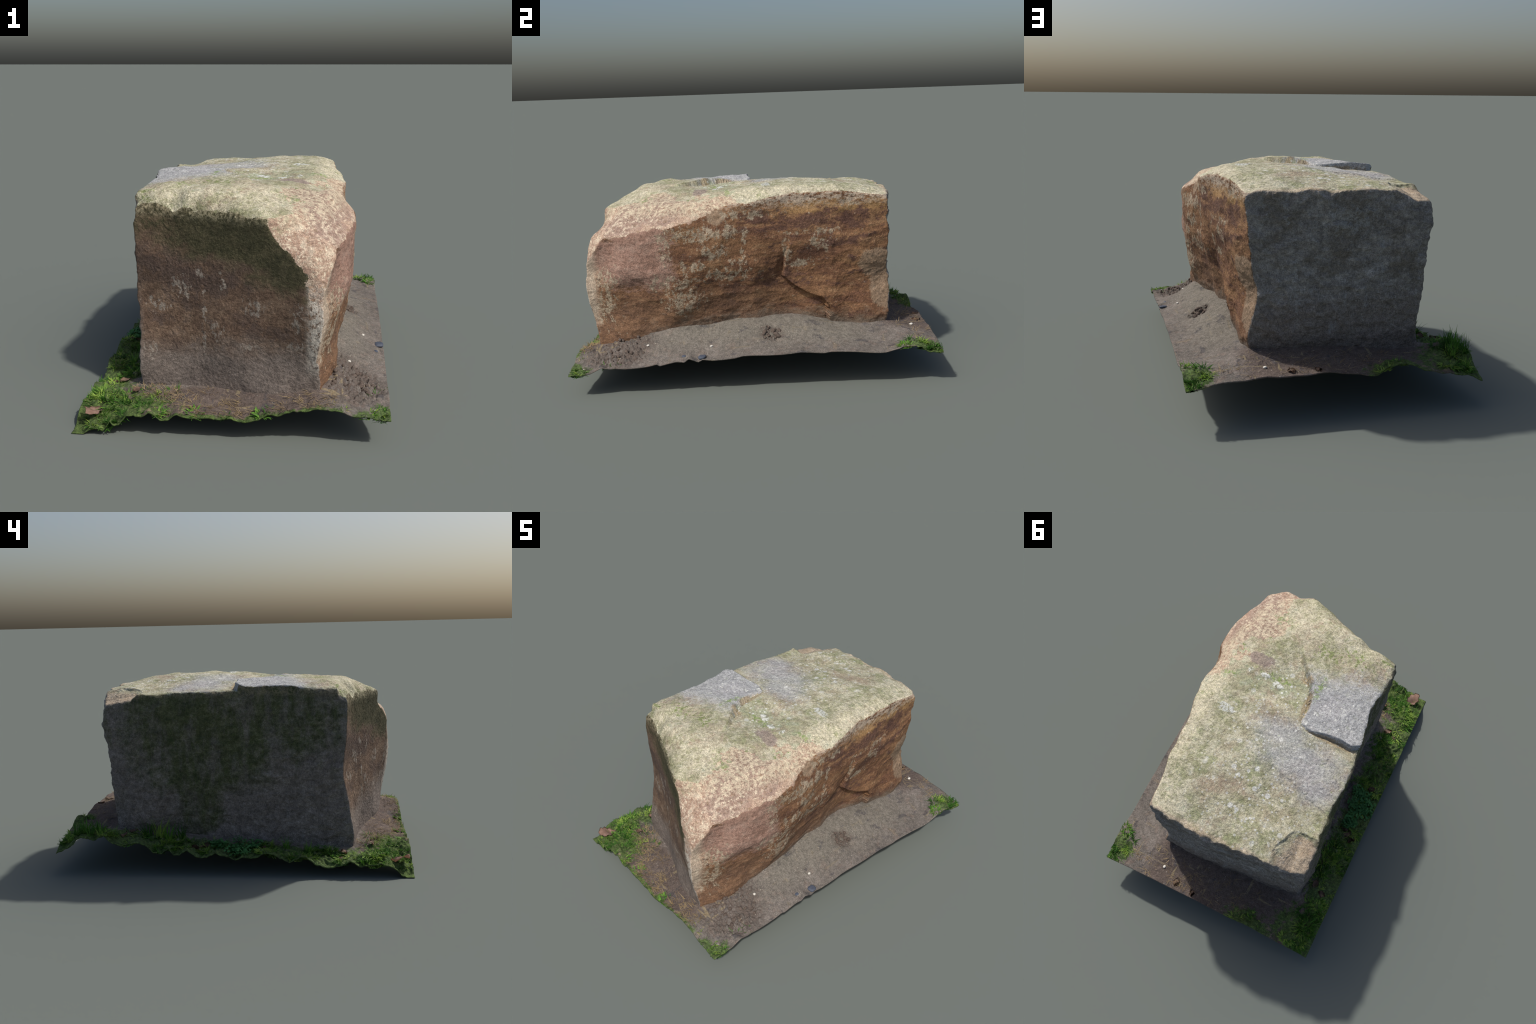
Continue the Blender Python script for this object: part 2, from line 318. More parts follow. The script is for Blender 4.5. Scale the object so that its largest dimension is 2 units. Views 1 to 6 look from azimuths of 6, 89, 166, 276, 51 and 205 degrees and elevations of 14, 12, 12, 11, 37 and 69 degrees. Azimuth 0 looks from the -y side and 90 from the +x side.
def build_stone():
    step = .0045
    lo, hi = np.array([-.52, -.90, .10]), np.array([.50, .78, 1.06])
    n = np.maximum(np.round((hi - lo) / step).astype(int), 2)
    c = np.array([-.02, -.06, .60])
    verts, faces, index = [], [], {}
    grids = []
    base = 0
    P = []
    # six panels of a box, welded afterwards by rounding
    for ax in range(3):
        u, v = [a for a in range(3) if a != ax]
        for side in (0, 1):
            U, V = np.meshgrid(np.linspace(lo[u], hi[u], n[u] + 1), np.linspace(lo[v], hi[v], n[v] + 1), indexing="ij")
            q = np.zeros(U.shape + (3,))
            q[..., u], q[..., v], q[..., ax] = U, V, (hi if side else lo)[ax]
            idx = base + np.arange(U.size).reshape(U.shape)
            a, b, cc, d = idx[:-1, :-1], idx[1:, :-1], idx[1:, 1:], idx[:-1, 1:]
            quad = np.stack([a, b, cc, d], -1).reshape(-1, 4)
            flip = (side == 0) ^ (ax == 1)
            faces.append(quad[:, ::-1] if flip else quad)
            P.append(q.reshape(-1, 3)); base += U.size
    P = np.vstack(P); F = np.vstack(faces)
    key = np.round(P * 1e5).astype(np.int64)
    _, first, inv = np.unique(key, axis=0, return_index=True, return_inverse=True)
    inv = inv.ravel()
    P, F = P[first], inv[F]
    d = P - c
    # spread the rays: walk from an inner core outwards instead of from a single point
    core = c + d * np.array([.25, .55, .25])
    d = P - core
    L = np.linalg.norm(d, axis=1); d /= L[:, None]
    wob0 = np.zeros(len(P))
    def solve(offs, wob, t, its):
        reach = .3 if offs is None else .12
        lo_t, hi_t = np.maximum(t - reach, .02), t + reach
        for _ in range(its):
            mid = .5 * (lo_t + hi_t)
            q = core + d * mid[:, None]
            f = side_values(q, wob)
            if offs is not None:
                f = [a - b for a, b in zip(f, offs)]
            v = merge(f, q)
            out = v > 0
            hi_t = np.where(out, mid, hi_t); lo_t = np.where(out, lo_t, mid)
        return .5 * (lo_t + hi_t)
    t = solve(None, wob0, L, 8)
    p0 = core + d * t[:, None]
    wob = .008 * fbm(p0, 22, 2, 77) + .004 * fbm(p0, 60, 1, 79)
    offs = relief(p0)
    lo_hi = solve(offs, wob, t, 11)
    p = core + d * lo_hi[:, None]
    f = [a - b for a, b in zip(side_values(p, wob), offs)]
    f = np.stack(f, 1)
    return p, F, f, wob

# ----------------------------------------------------------------------------
#  node-graph helper
# ----------------------------------------------------------------------------
class G:
    def __init__(self, name):
        self.m = bpy.data.materials.new(name)
        self.m.use_nodes = True
        self.t = self.m.node_tree
        self.t.nodes.clear()
        self.out = self.n("ShaderNodeOutputMaterial")
        tc = self.n("ShaderNodeTexCoord")
        self.co = tc.outputs["Object"]
        s = self.n("ShaderNodeSeparateXYZ"); self.l(self.co, s.inputs[0])
        self.x, self.y, self.z = s.outputs
    def n(self, kind, **kw):
        nd = self.t.nodes.new(kind)
        for k, v in kw.items():
            setattr(nd, k, v)
        return nd
    def l(self, a, b):
        self.t.links.new(a, b)
    def put(self, sock, v):
        if hasattr(v, "is_linked"):
            self.l(v, sock)
        elif isinstance(v, (tuple, list)) and sock.type == "RGBA":
            sock.default_value = tuple(v) + (1.0,) * (4 - len(v))
        else:
            sock.default_value = v
    def math(self, op, a, b=0.0, c=0.0, clamp=False):
        nd = self.n("ShaderNodeMath", operation=op, use_clamp=clamp)
        for s, v in zip(nd.inputs, (a, b, c)):
            self.put(s, v)
        return nd.outputs[0]
    def add(self, a, b): return self.math("ADD", a, b)
    def sub(self, a, b): return self.math("SUBTRACT", a, b)
    def mul(self, a, b): return self.math("MULTIPLY", a, b)
    def mx(self, a, b): return self.math("MAXIMUM", a, b)
    def mn(self, a, b): return self.math("MINIMUM", a, b)
    def step(self, v, a, b, lo=0.0, hi=1.0):
        """smooth ramp, a -> lo, b -> hi"""
        nd = self.n("ShaderNodeMapRange", interpolation_type="SMOOTHSTEP")
        if a > b:
            a, b, lo, hi = b, a, hi, lo
        for s, q in zip(nd.inputs, (v, a, b, lo, hi)):
            self.put(s, q)
        return nd.outputs[0]
    def vec(self, scale=(1, 1, 1), rot=(0, 0, 0), loc=(0, 0, 0), src=None):
        nd = self.n("ShaderNodeMapping")
        self.l(src or self.co, nd.inputs["Vector"])
        nd.inputs["Scale"].default_value, nd.inputs["Rotation"].default_value, nd.inputs["Location"].default_value = scale, rot, loc
        return nd.outputs[0]
    def noise(self, scale, detail=4, rough=.6, stretch=(1, 1, 1), loc=(0, 0, 0), rot=(0, 0, 0), warp=0.0):
        nd = self.n("ShaderNodeTexNoise")
        self.l(self.vec(stretch, rot, loc), nd.inputs["Vector"])
        nd.inputs["Scale"].default_value, nd.inputs["Detail"].default_value = scale, detail
        nd.inputs["Roughness"].default_value, nd.inputs["Distortion"].default_value = rough, warp
        return nd.outputs["Fac"]
    def voronoi(self, scale, feature="F1", stretch=(1, 1, 1), loc=(0, 0, 0), rnd=1.0):
        nd = self.n("ShaderNodeTexVoronoi", feature=feature)
        self.l(self.vec(stretch, (0, 0, 0), loc), nd.inputs["Vector"])
        nd.inputs["Scale"].default_value = scale
        nd.inputs["Randomness"].default_value = rnd
        return nd
    def blob(self, c, r, soft=.5, ragged=None, amount=.5):
        """soft ellipsoid mask round c with radii r, its rim broken up by a noise value"""
        nd = self.n("ShaderNodeVectorMath", operation="SUBTRACT"); self.l(self.co, nd.inputs[0]); nd.inputs[1].default_value = c
        dv = self.n("ShaderNodeVectorMath", operation="DIVIDE"); self.l(nd.outputs[0], dv.inputs[0]); dv.inputs[1].default_value = r
        ln = self.n("ShaderNodeVectorMath", operation="LENGTH"); self.l(dv.outputs[0], ln.inputs[0])
        d = ln.outputs["Value"]
        if ragged is not None:
            d = self.add(d, self.mul(self.sub(ragged, .5), amount * 2))
        return self.step(d, 1 + soft * .5, 1 - soft * .5)
    def blobs(self, items, soft=.5, ragged=None, amount=.5):
        out = None
        for c, r in items:
            b = self.blob(c, r, soft, ragged, amount)
            out = b if out is None else self.mx(out, b)
        return out
    def mix(self, a, b, f, mode="MIX"):
        nd = self.n("ShaderNodeMix", data_type="RGBA", blend_type=mode)
        self.put(nd.inputs[0], f); self.put(nd.inputs[6], a); self.put(nd.inputs[7], b)
        return nd.outputs[2]
    def ramp(self, v, stops):
        nd = self.n("ShaderNodeValToRGB")
        e = nd.color_ramp.elements
        while len(e) < len(stops):
            e.new(.5)
        for el, (p, c) in zip(e, stops):
            el.position = p; el.color = tuple(c) + (1.0,)
        self.l(v, nd.inputs[0])
        return nd.outputs[0]
    def bump(self, h, dist, strength=1.0, normal=None):
        nd = self.n("ShaderNodeBump")
        nd.inputs["Strength"].default_value, nd.inputs["Distance"].default_value = strength, dist
        self.l(h, nd.inputs["Height"])
        if normal is not None:
            self.l(normal, nd.inputs["Normal"])
        return nd.outputs[0]
    def finish(self, colour, rough=.9, normal=None, spec=.2, thin=0.0):
        b = self.n("ShaderNodeBsdfPrincipled")
        self.put(b.inputs["Base Color"], colour)
        self.put(b.inputs["Roughness"], rough)
        b.inputs["Specular IOR Level"].default_value = spec
        if normal is not None:
            self.l(normal, b.inputs["Normal"])
        sh = b.outputs[0]
        if thin:
            tr = self.n("ShaderNodeBsdfTranslucent"); self.put(tr.inputs["Color"], colour)
            ms = self.n("ShaderNodeMixShader"); ms.inputs[0].default_value = thin
            self.l(sh, ms.inputs[1]); self.l(tr.outputs[0], ms.inputs[2]); sh = ms.outputs[0]
        self.l(sh, self.out.inputs["Surface"])
        return self.m

def grain_of(g, strong=1.0):
    """sandy grain: fine speckle, coarser pits, and the bump made from both"""
    fine = g.noise(190, 3, .75)
    mid = g.noise(60, 4, .7, loc=(3, 1, 2))
    h = g.add(g.mul(fine, .30), mid)
    return fine, mid, g.bump(h, .008 * strong, .8)

def tone(g, col, f, lo, hi, a=.30, b=.70):
    v = g.step(f, a, b, lo, hi)
    cx = g.n("ShaderNodeCombineXYZ")
    for s in cx.inputs:
        g.l(v, s)
    return g.mix(col, cx.outputs[0], 1.0, "MULTIPLY")

def flecks(g, items, noise, pull=.26, at=.64, wide=.05, soft=1.5):
    """ragged crumbs that crowd together inside the given spots"""
    return g.step(g.add(noise, g.mul(g.blobs(items, soft), pull)), at, at + wide)

# ---- upper face: cream crust with algae, grey bare beds, pale lichen spots
def mat_top(slab=False):
    g = G("pale_bed" if slab else "weathered_top")
    fine, mid, nrm = grain_of(g, 1.2)
    big = g.noise(5, 5, .7, loc=(5, 2, 1))
    p3 = g.noise(9, 5, .75, loc=(8, 3, 1), warp=.5)
    p1 = g.noise(16, 5, .75, loc=(1, 8, 3))
    p2 = g.noise(42, 4, .75, loc=(2, 2, 9))
    col = g.ramp(p1, [(.30, (.275, .245, .155)), (.43, (.41, .38, .26)), (.54, (.525, .495, .36)), (.68, (.68, .65, .52))])
    col = g.mix(col, (.42, .335, .25), g.mul(g.step(big, .48, .66), .55))
    col = g.mix(col, (.32, .35, .19), g.mul(g.mul(g.step(big, .54, .38), g.step(p1, .58, .42)), .8))
    col = g.mix(col, (.265, .26, .15), g.mul(g.step(p3, .53, .64), .55))
    col = g.mix(col, (.62, .585, .47), g.mul(g.mul(g.step(p3, .46, .36), g.step(p2, .42, .56)), .7))
    col = g.mix(col, (.345, .255, .18), g.mul(g.mul(g.step(big, .54, .62), g.step(p1, .44, .56)), .6))
    # pale worn rim towards the right, rear and front
    rim = g.mx(g.mx(g.step(g.x, .24, .42), g.step(g.y, -.38, -.62)), g.mul(g.step(g.x, .1, .35), g.step(g.y, .5, .7)))
    col = g.mix(col, (.72, .65, .49), g.mul(g.mul(rim, g.step(p2, .40, .58)), .8))
    col = g.mix(col, (.40, .29, .19), g.mul(g.mul(rim, g.step(p2, .42, .34)), .5))
    # grey bare beds
    ragged = g.add(g.mul(p1, .5), g.mul(p2, .5))
    grey = g.blobs([((-.26, .19, 1.03), (.24, .13, .2)), ((-.10, .09, 1.03), (.17, .08, .2)), ((-.38, .30, 1.02), (.10, .07, .2))], 1.3, g.add(g.mul(ragged, .6), g.mul(p3, .4)), 2.0)
    if slab:
        grey = g.mx(grey, g.step(g.add(g.sub(g.y, g.mul(g.x, .35)), g.mul(g.sub(ragged, .5), .5)), -.38, -.18))
    greyc = g.ramp(p2, [(.30, (.32, .325, .345)), (.5, (.435, .44, .465)), (.66, (.57, .575, .595))])
    col = g.mix(col, greyc, g.mul(grey, .85 if slab else .72))
    col = g.mix(col, (.40, .31, .19), g.mul(g.blobs([((-.125, -.16, 1.04), (.022, .12, .03)), ((-.07, -.27, 1.05), (.035, .03, .04)), ((-.3, .0, 1.02), (.19, .018, .025))], .5, p2, .5), .75))
    # moss, thin films and brighter cushions
    film = flecks(g, [((.25, -.15, 1.03), (.20, .07, .2)), ((.08, -.19, 1.03), (.17, .08, .2)), ((.0, -.22, 1.03), (.09, .06, .2))], p1, .16, .58, .14)
    col = g.mix(col, (.27, .32, .19), g.mul(film, .6))
    cushion = flecks(g, [((.37, -.30, 1.01), (.035, .05, .2)), ((.27, -.47, 1.0), (.03, .06, .2)), ((.10, -.215, 1.03), (.11, .03, .2)), ((.37, -.13, 1.03), (.06, .02, .2)), ((.24, -.60, 1.0), (.06, .05, .2)),
                  ((-.42, -.60, .98), (.04, .06, .2)), ((-.15, -.25, 1.06), (.03, .10, .1)), ((-.10, -.48, 1.05), (.1, .05, .1)), ((-.25, -.52, 1.03), (.1, .06, .1))], p2, .17, .63, .12)
    col = g.mix(col, (.23, .32, .085), g.mul(cushion, .8))
    olive = g.mul(g.step(g.add(g.mul(p2, .6), g.mul(p3, .4)), .51, .57), g.step(g.y, -.2, -.45))
    col = g.mix(col, (.24, .25, .12), g.mul(olive, .6))
    # brow of the front: olive wash on the left half
    brow = g.mul(g.mul(g.step(g.z, 1.02, .965), g.step(p1, .44, .58)), g.step(g.x, .14, .0))
    col = g.mix(col, (.17, .175, .085), g.mul(brow, .85))
    # bare plum-brown scar
    scar = g.blob((.235, -.285, 1.035), (.085, .04, .1), .2, ragged, .9)
    col = g.mix(col, (.31, .24, .22), g.mul(scar, .7))
    # fresh break at the rear corner and nibbles along the rear edge
    chip = g.mx(g.mul(g.blob((-.45, .67, .95), (.14, .13, .10), .2, ragged, .4), g.step(g.z, 1.003, .985)), g.mul(g.step(g.add(g.y, g.mul(g.sub(p1, .5), .12)), .735, .765), .8))
    chipc = g.ramp(p1, [(.35, (.46, .34, .24)), (.65, (.60, .49, .38))])
    col = g.mix(col, chipc, g.mul(chip, .8))
    # lichen: shells and dots
    shell = g.blobs([((.265, .085, 1.07), (.055, .024, .03)), ((.078, -.176, 1.04), (.034, .022, .03)), ((.168, -.202, 1.04), (.025, .016, .03)), ((.26, -.19, 1.03), (.014, .022, .03))], .35, p2, 1.0)
    col = g.mix(col, (.64, .65, .60), g.mul(shell, g.step(mid, .38, .52)))
    where = g.blobs([((-.05, .08, 1.03), (.24, .24, .3)), ((-.25, -.10, 1.03), (.22, .2, .3)), ((-.1, .45, 1.03), (.3, .3, .3)), ((.0, -.15, 1.03), (.2, .15, .3))], 1.4, big, .6)
    for sc, lo, top, o in ((26, .72, .42, .2), (58, .50, .46, .6)):
        v = g.voronoi(sc, loc=(o, .1, .2))
        rnd = g.n("ShaderNodeSeparateColor"); g.l(v.outputs["Color"], rnd.inputs[0])
        size = g.step(rnd.outputs[0], lo, 1.0, 0.0, top)
        edge = g.add(v.outputs["Distance"], g.mul(g.sub(fine, .5), .35))
        dots = g.step(g.sub(edge, size), .04, -.06)
        col = g.mix(col, (.70, .70, .66), g.mul(g.mul(dots, where), .85))
    col = tone(g, col, fine, .62, 1.30)
    col = tone(g, col, mid, .74, 1.16)
    return g.finish(col, .92, nrm)

# ---- sunny right side: iron-stained beds with buff lichen crumbs
def mat_right():
    g = G("rust_side")
    fine, mid, nrm = grain_of(g, 1.2)
    band = g.noise(6, 5, .65, stretch=(1, .45, 1.9), loc=(1, 3, 2), warp=.6)
    p1 = g.noise(17, 5, .75, stretch=(1, .7, 1.3), loc=(5, 5, 1))
    p2 = g.noise(48, 4, .75, stretch=(1, .6, 1.3), loc=(2, 8, 3))
    p4 = g.noise(30, 5, .78, stretch=(1, 1.1, .9), loc=(7, 2, 6))
    col = g.ramp(band, [(.30, (.115, .060, .042)), (.42, (.175, .090, .053)), (.54, (.25, .135, .072)), (.70, (.31, .18, .095))])
    col = g.mix(col, (.105, .062, .045), g.mul(g.step(p1, .53, .64), .6))
    col = g.mix(col, (.37, .235, .135), g.mul(g.step(p1, .46, .34), .55))
    # ochre bed under the upper edge, plum-dark beds below it
    ochre = g.mul(g.step(g.math("ABSOLUTE", g.sub(g.z, .955)), .05, .02), g.step(g.y, .05, .25))
    col = g.mix(col, (.35, .215, .095), g.mul(g.mul(ochre, g.step(p1, .65, .45)), .75))
    plum = flecks(g, [((.45, .45, .875), (.2, .42, .05)), ((.45, .02, .90), (.2, .12, .05)), ((.45, .55, .762), (.2, .27, .03)), ((.45, .12, .56), (.2, .14, .05))], p1, .16, .54, .14)
    col = g.mix(col, (.12, .066, .052), g.mul(plum, .8))
    # the lower front third is browner and duller
    dull = g.mul(g.step(g.z, .58, .42), g.step(g.y, .30, .0))
    col = g.mix(col, (.205, .125, .08), g.mul(dull, .55))
    # dusky pink fresh facets towards the front
    rag = g.add(g.mul(p1, .6), g.mul(p2, .4))
    pink = g.blobs([((.48, -.70, .70), (.2, .20, .15)), ((.48, -.60, .82), (.2, .17, .12)), ((.48, -.54, .66), (.2, .12, .12))], .5, rag, 1.5)
    pinkc = g.ramp(p1, [(.32, (.25, .148, .115)), (.5, (.34, .215, .17)), (.66, (.43, .30, .24))])
    col = g.mix(col, pinkc, g.mul(pink, .9))
    # buff facets near the rear corner and below the crest
    facet = g.blobs([((.4, .70, .62), (.2, .11, .085)), ((.4, .745, .48), (.2, .09, .13)), ((.4, -.19, .92), (.2, .055, .045))], .2, rag, .6)
    col = g.mix(col, g.ramp(p2, [(.35, (.25, .175, .115)), (.62, (.36, .265, .185))]), g.mul(facet, .85))
    # lichen crumbs: crowd in places, scattered everywhere
    crumbs = flecks(g, [((.48, -.12, .845), (.2, .05, .06)), ((.48, -.04, .82), (.2, .02, .05)), ((.48, -.05, .72), (.2, .02, .05)), ((.48, -.07, .675), (.2, .06, .02)), ((.48, -.32, .66), (.2, .07, .05)),
                     ((.48, -.42, .56), (.2, .10, .07)), ((.48, -.38, .46), (.2, .12, .08)), ((.48, -.47, .78), (.2, .04, .12)), ((.48, -.22, .74), (.2, .08, .06)), ((.45, .19, .73), (.2, .03, .08)),
                     ((.45, .36, .75), (.2, .08, .04)), ((.4, .54, .965), (.2, .05, .03)), ((.47, -.82, .60), (.2, .10, .07)), ((.47, -.83, .44), (.2, .08, .14)), ((.48, -.52, .58), (.2, .06, .05)),
                     ((.45, .25, .64), (.2, .10, .03)), ((.48, -.3, .84), (.2, .2, .05)), ((.48, -.15, .6), (.2, .16, .05)), ((.48, -.05, .93), (.2, .2, .03)), ((.45, .33, .82), (.2, .2, .02))], p4, .18, .63, .06)
    col = g.mix(col, g.ramp(mid, [(.35, (.30, .24, .165)), (.6, (.45, .38, .285))]), g.mul(crumbs, .80))
    # pale rub along the upper and front edges
    edge = g.mx(g.mul(g.step(g.y, -.84, -.90), g.step(g.z, .28, .40)), g.mul(g.step(g.z, .935, 1.0), g.step(p2, .42, .54)))
    col = g.mix(col, (.56, .47, .37), g.mul(edge, .75))
    # soil splash at the foot: height above the rising ground
    foot = g.sub(g.z, g.add(.31, g.mul(g.math("ABSOLUTE", g.sub(g.y, .1)), -.09)))
    splash = g.mul(g.step(g.add(foot, g.mul(g.sub(p1, .5), .30)), .11, .0), g.step(g.y, -.75, -.35))
    col = g.mix(col, (.19, .165, .135), g.mul(splash, .75))
    col = tone(g, col, fine, .66, 1.28)
    col = tone(g, col, mid, .76, 1.16)
    return g.finish(col, .9, nrm)

# ---- facets broken off the front right shoulder: salmon stone with cream rims
def mat_shoulder():
    g = G("salmon_break")
    fine, mid, nrm = grain_of(g, 1.2)
    a = g.noise(7, 5, .65, loc=(2, 7, 3)); p1 = g.noise(18, 5, .75, loc=(4, 1, 8)); p2 = g.noise(50, 4, .75, loc=(7, 1, 8))
    col = g.ramp(p1, [(.32, (.32, .205, .15)), (.45, (.44, .30, .225)), (.55, (.55, .41, .31)), (.66, (.68, .57, .44))])
    dusk = g.blobs([((.36, -.48, .95), (.16, .14, .2)), ((.40, -.68, .89), (.10, .12, .2))], .3, p1, 1.0)
    col = g.mix(col, g.ramp(p2, [(.34, (.30, .20, .165)), (.64, (.43, .315, .26))]), g.mul(dusk, .75))
    col = g.mix(col, (.74, .64, .49), g.mul(g.mul(g.step(p2, .49, .58), g.step(a, .40, .55)), .8))
    col = g.mix(col, (.32, .225, .135), g.mul(g.mul(g.step(p2, .45, .36), g.step(a, .60, .45)), .65))
    rim = g.mul(g.step(g.z, .90, .97), g.step(p2, .40, .54))
    col = g.mix(col, (.66, .57, .41), g.mul(rim, .7))
    green = g.mul(g.step(g.x, .29, .17), g.step(p1, .46, .60))
    col = g.mix(col, (.24, .22, .12), g.mul(green, .75))
    grey = g.mul(g.step(g.z, .74, .64), g.step(p2, .40, .54))
    col = g.mix(col, (.48, .42, .36), g.mul(grey, .7))
    col = tone(g, col, fine, .62, 1.28)
    col = tone(g, col, mid, .76, 1.16)
    return g.finish(col, .9, nrm)

# ---- front: algae above, warm brown bed in the middle, grey mud-washed foot
def mat_front():
    g = G("mossy_front")
    fine, mid, nrm = grain_of(g, 1.0)
    a = g.noise(5, 5, .65, stretch=(.7, .7, 1.5), loc=(4, 2, 2)); p1 = g.noise(16, 5, .75, loc=(1, 6, 8)); p2 = g.noise(46, 4, .75, stretch=(1.2, 1.2, .8), loc=(3, 3, 7))
    warm = g.ramp(p1, [(.32, (.12, .078, .056)), (.46, (.18, .118, .082)), (.56, (.235, .16, .11)), (.68, (.30, .215, .155))])
    warm = g.mix(warm, (.105, .074, .06), g.mul(g.step(a, .50, .62), .65))
    plum = flecks(g, [((-.35, -.7, .69), (.22, .3, .07)), ((-.12, -.7, .63), (.24, .3, .06)), ((.16, -.8, .45), (.2, .3, .04)), ((-.2, -.75, .54), (.08, .3, .04)), ((-.38, -.65, .44), (.1, .3, .03))], p1, .17, .54, .14)
    warm = g.mix(warm, (.105, .074, .062), g.mul(plum, .8))
    footc = g.ramp(p1, [(.34, (.165, .138, .122)), (.64, (.255, .215, .188))])
    foot = g.step(g.add(g.sub(g.z, g.mul(g.x, .12)), g.mul(g.sub(a, .5), .30)), .42, .27)
    col = g.mix(warm, footc, g.mul(foot, .9))
    # algae, lower limit dips to the right
    lim = g.add(g.add(.71, g.mul(g.x, -.24)), g.mul(g.sub(a, .5), .36))
    alg = g.step(g.add(g.sub(g.z, lim), g.mul(g.sub(p1, .5), .16)), -.05, .06)
    algc = g.ramp(p1, [(.30, (.046, .048, .026)), (.5, (.074, .072, .038)), (.70, (.12, .105, .06))])
    algc = g.mix(algc, (.155, .112, .072), g.mul(g.mul(g.step(g.x, -.15, -.42), g.step(p2, .40, .56)), .75))
    col = g.mix(col, algc, g.mul(alg, .92))
    # lichen flecks and trickles
    fleck = flecks(g, [((-.16, -.72, .67), (.03, .3, .03)), ((-.05, -.76, .64), (.02, .3, .06)), ((-.14, -.73, .47), (.014, .3, .18)), ((-.08, -.76, .42), (.04, .3, .05)), ((.29, -.9, .53), (.03, .3, .10)),
                     ((.07, -.8, .37), (.05, .3, .02)), ((-.4, -.66, .27), (.05, .3, .05)), ((.1, -.8, .55), (.05, .3, .05)), ((-.37, -.68, .5), (.08, .3, .04)), ((.28, -.9, .4), (.05, .3, .03)), ((-.25, -.7, .6), (.06, .3, .06))], p2, .20, .68, .05)
    col = g.mix(col, (.36, .315, .265), g.mul(fleck, .75))
    white = g.mul(g.mul(g.step(g.x, .315, .365), g.step(g.z, .24, .34)), g.step(p2, .38, .52))
    col = g.mix(col, (.68, .62, .54), g.mul(white, .85))
    edge = g.mul(g.mul(g.step(g.x, -.435, -.47), g.step(g.z, .6, .3)), g.step(p2, .38, .54))
    col = g.mix(col, (.34, .30, .27), g.mul(edge, .6))
    crown = g.mul(g.step(g.z, .90, .95), g.step(p2, .44, .56))
    col = g.mix(col, (.36, .32, .21), g.mul(crown, .7))
    col = tone(g, col, fine, .70, 1.24)
    col = tone(g, col, mid, .78, 1.16)
    return g.finish(col, .9, nrm)

# ---- shaded left side: hewn grey stone under a curtain of algae
def mat_left():
    g = G("algae_side")
    fine, mid, nrm = grain_of(g, 2.4)
    nrm = g.bump(g.noise(24, 5, .7, stretch=(1, 1, 1.5), loc=(3, 6, 1)), .022, .7, nrm)
    a = g.noise(4.5, 5, .65, loc=(4, 9, 2)); p1 = g.noise(17, 5, .75, stretch=(1, 1, 1.4), loc=(3, 6, 1)); p2 = g.noise(48, 4, .75, loc=(3, 9, 1))
    col = g.ramp(p1, [(.30, (.165, .140, .125)), (.46, (.25, .215, .193)), (.58, (.325, .282, .255)), (.70, (.42, .375, .345))])
    alg = g.blobs([((-.5, .30, .86), (.3, .38, .24)), ((-.5, -.12, .86), (.3, .50, .27)), ((-.5, .14, .66), (.3, .33, .26)), ((-.5, .20, .42), (.3, .14, .25)), ((-.5, -.40, .92), (.3, .18, .12))], .8, g.add(g.mul(a, .7), g.mul(p1, .3)), 1.4)
    algc = g.ramp(p1, [(.32, (.060, .076, .030)), (.50, (.115, .132, .054)), (.66, (.20, .205, .105))])
    veil = g.step(g.noise(11, 5, .7, stretch=(1, 1, .35), loc=(4, 2, 9)), .36, .58, .35, 1.0)
    col = g.mix(col, algc, g.mul(g.mul(alg, veil), .9))
    col = g.mix(col, (.075, .115, .035), g.mul(g.mul(alg, g.step(p2, .54, .64)), .4))
    streak = g.mul(g.step(g.noise(22, 4, .65, stretch=(1, 1, .25), loc=(2, 2, 2)), .58, .68), g.step(g.z, .85, .3))
    col = g.mix(col, (.32, .295, .285), g.mul(streak, .4))
    drip = g.mul(g.step(g.noise(13, 5, .7, stretch=(1, 1, .3), loc=(9, 2, 4)), .54, .64), g.step(g.add(g.z, g.mul(g.sub(a, .5), .5)), .42, .70))
    col = g.mix(col, algc, g.mul(drip, .6))
    pale = g.mx(g.step(g.y, -.56, -.64), g.mul(g.step(g.y, .54, .70), .7))
    col = g.mix(col, (.30, .27, .25), g.mul(g.mul(pale, g.step(p2, .38, .55)), .7))
    up = g.mul(g.step(g.z, .96, 1.0), g.step(p2, .42, .56))
    col = g.mix(col, (.34, .29, .19), g.mul(up, .7))
    col = tone(g, col, fine, .66, 1.28)
    col = tone(g, col, mid, .74, 1.18)  # mottle deepened so hollows look shadowed, baked into albedo
    return g.finish(col, .92, nrm)

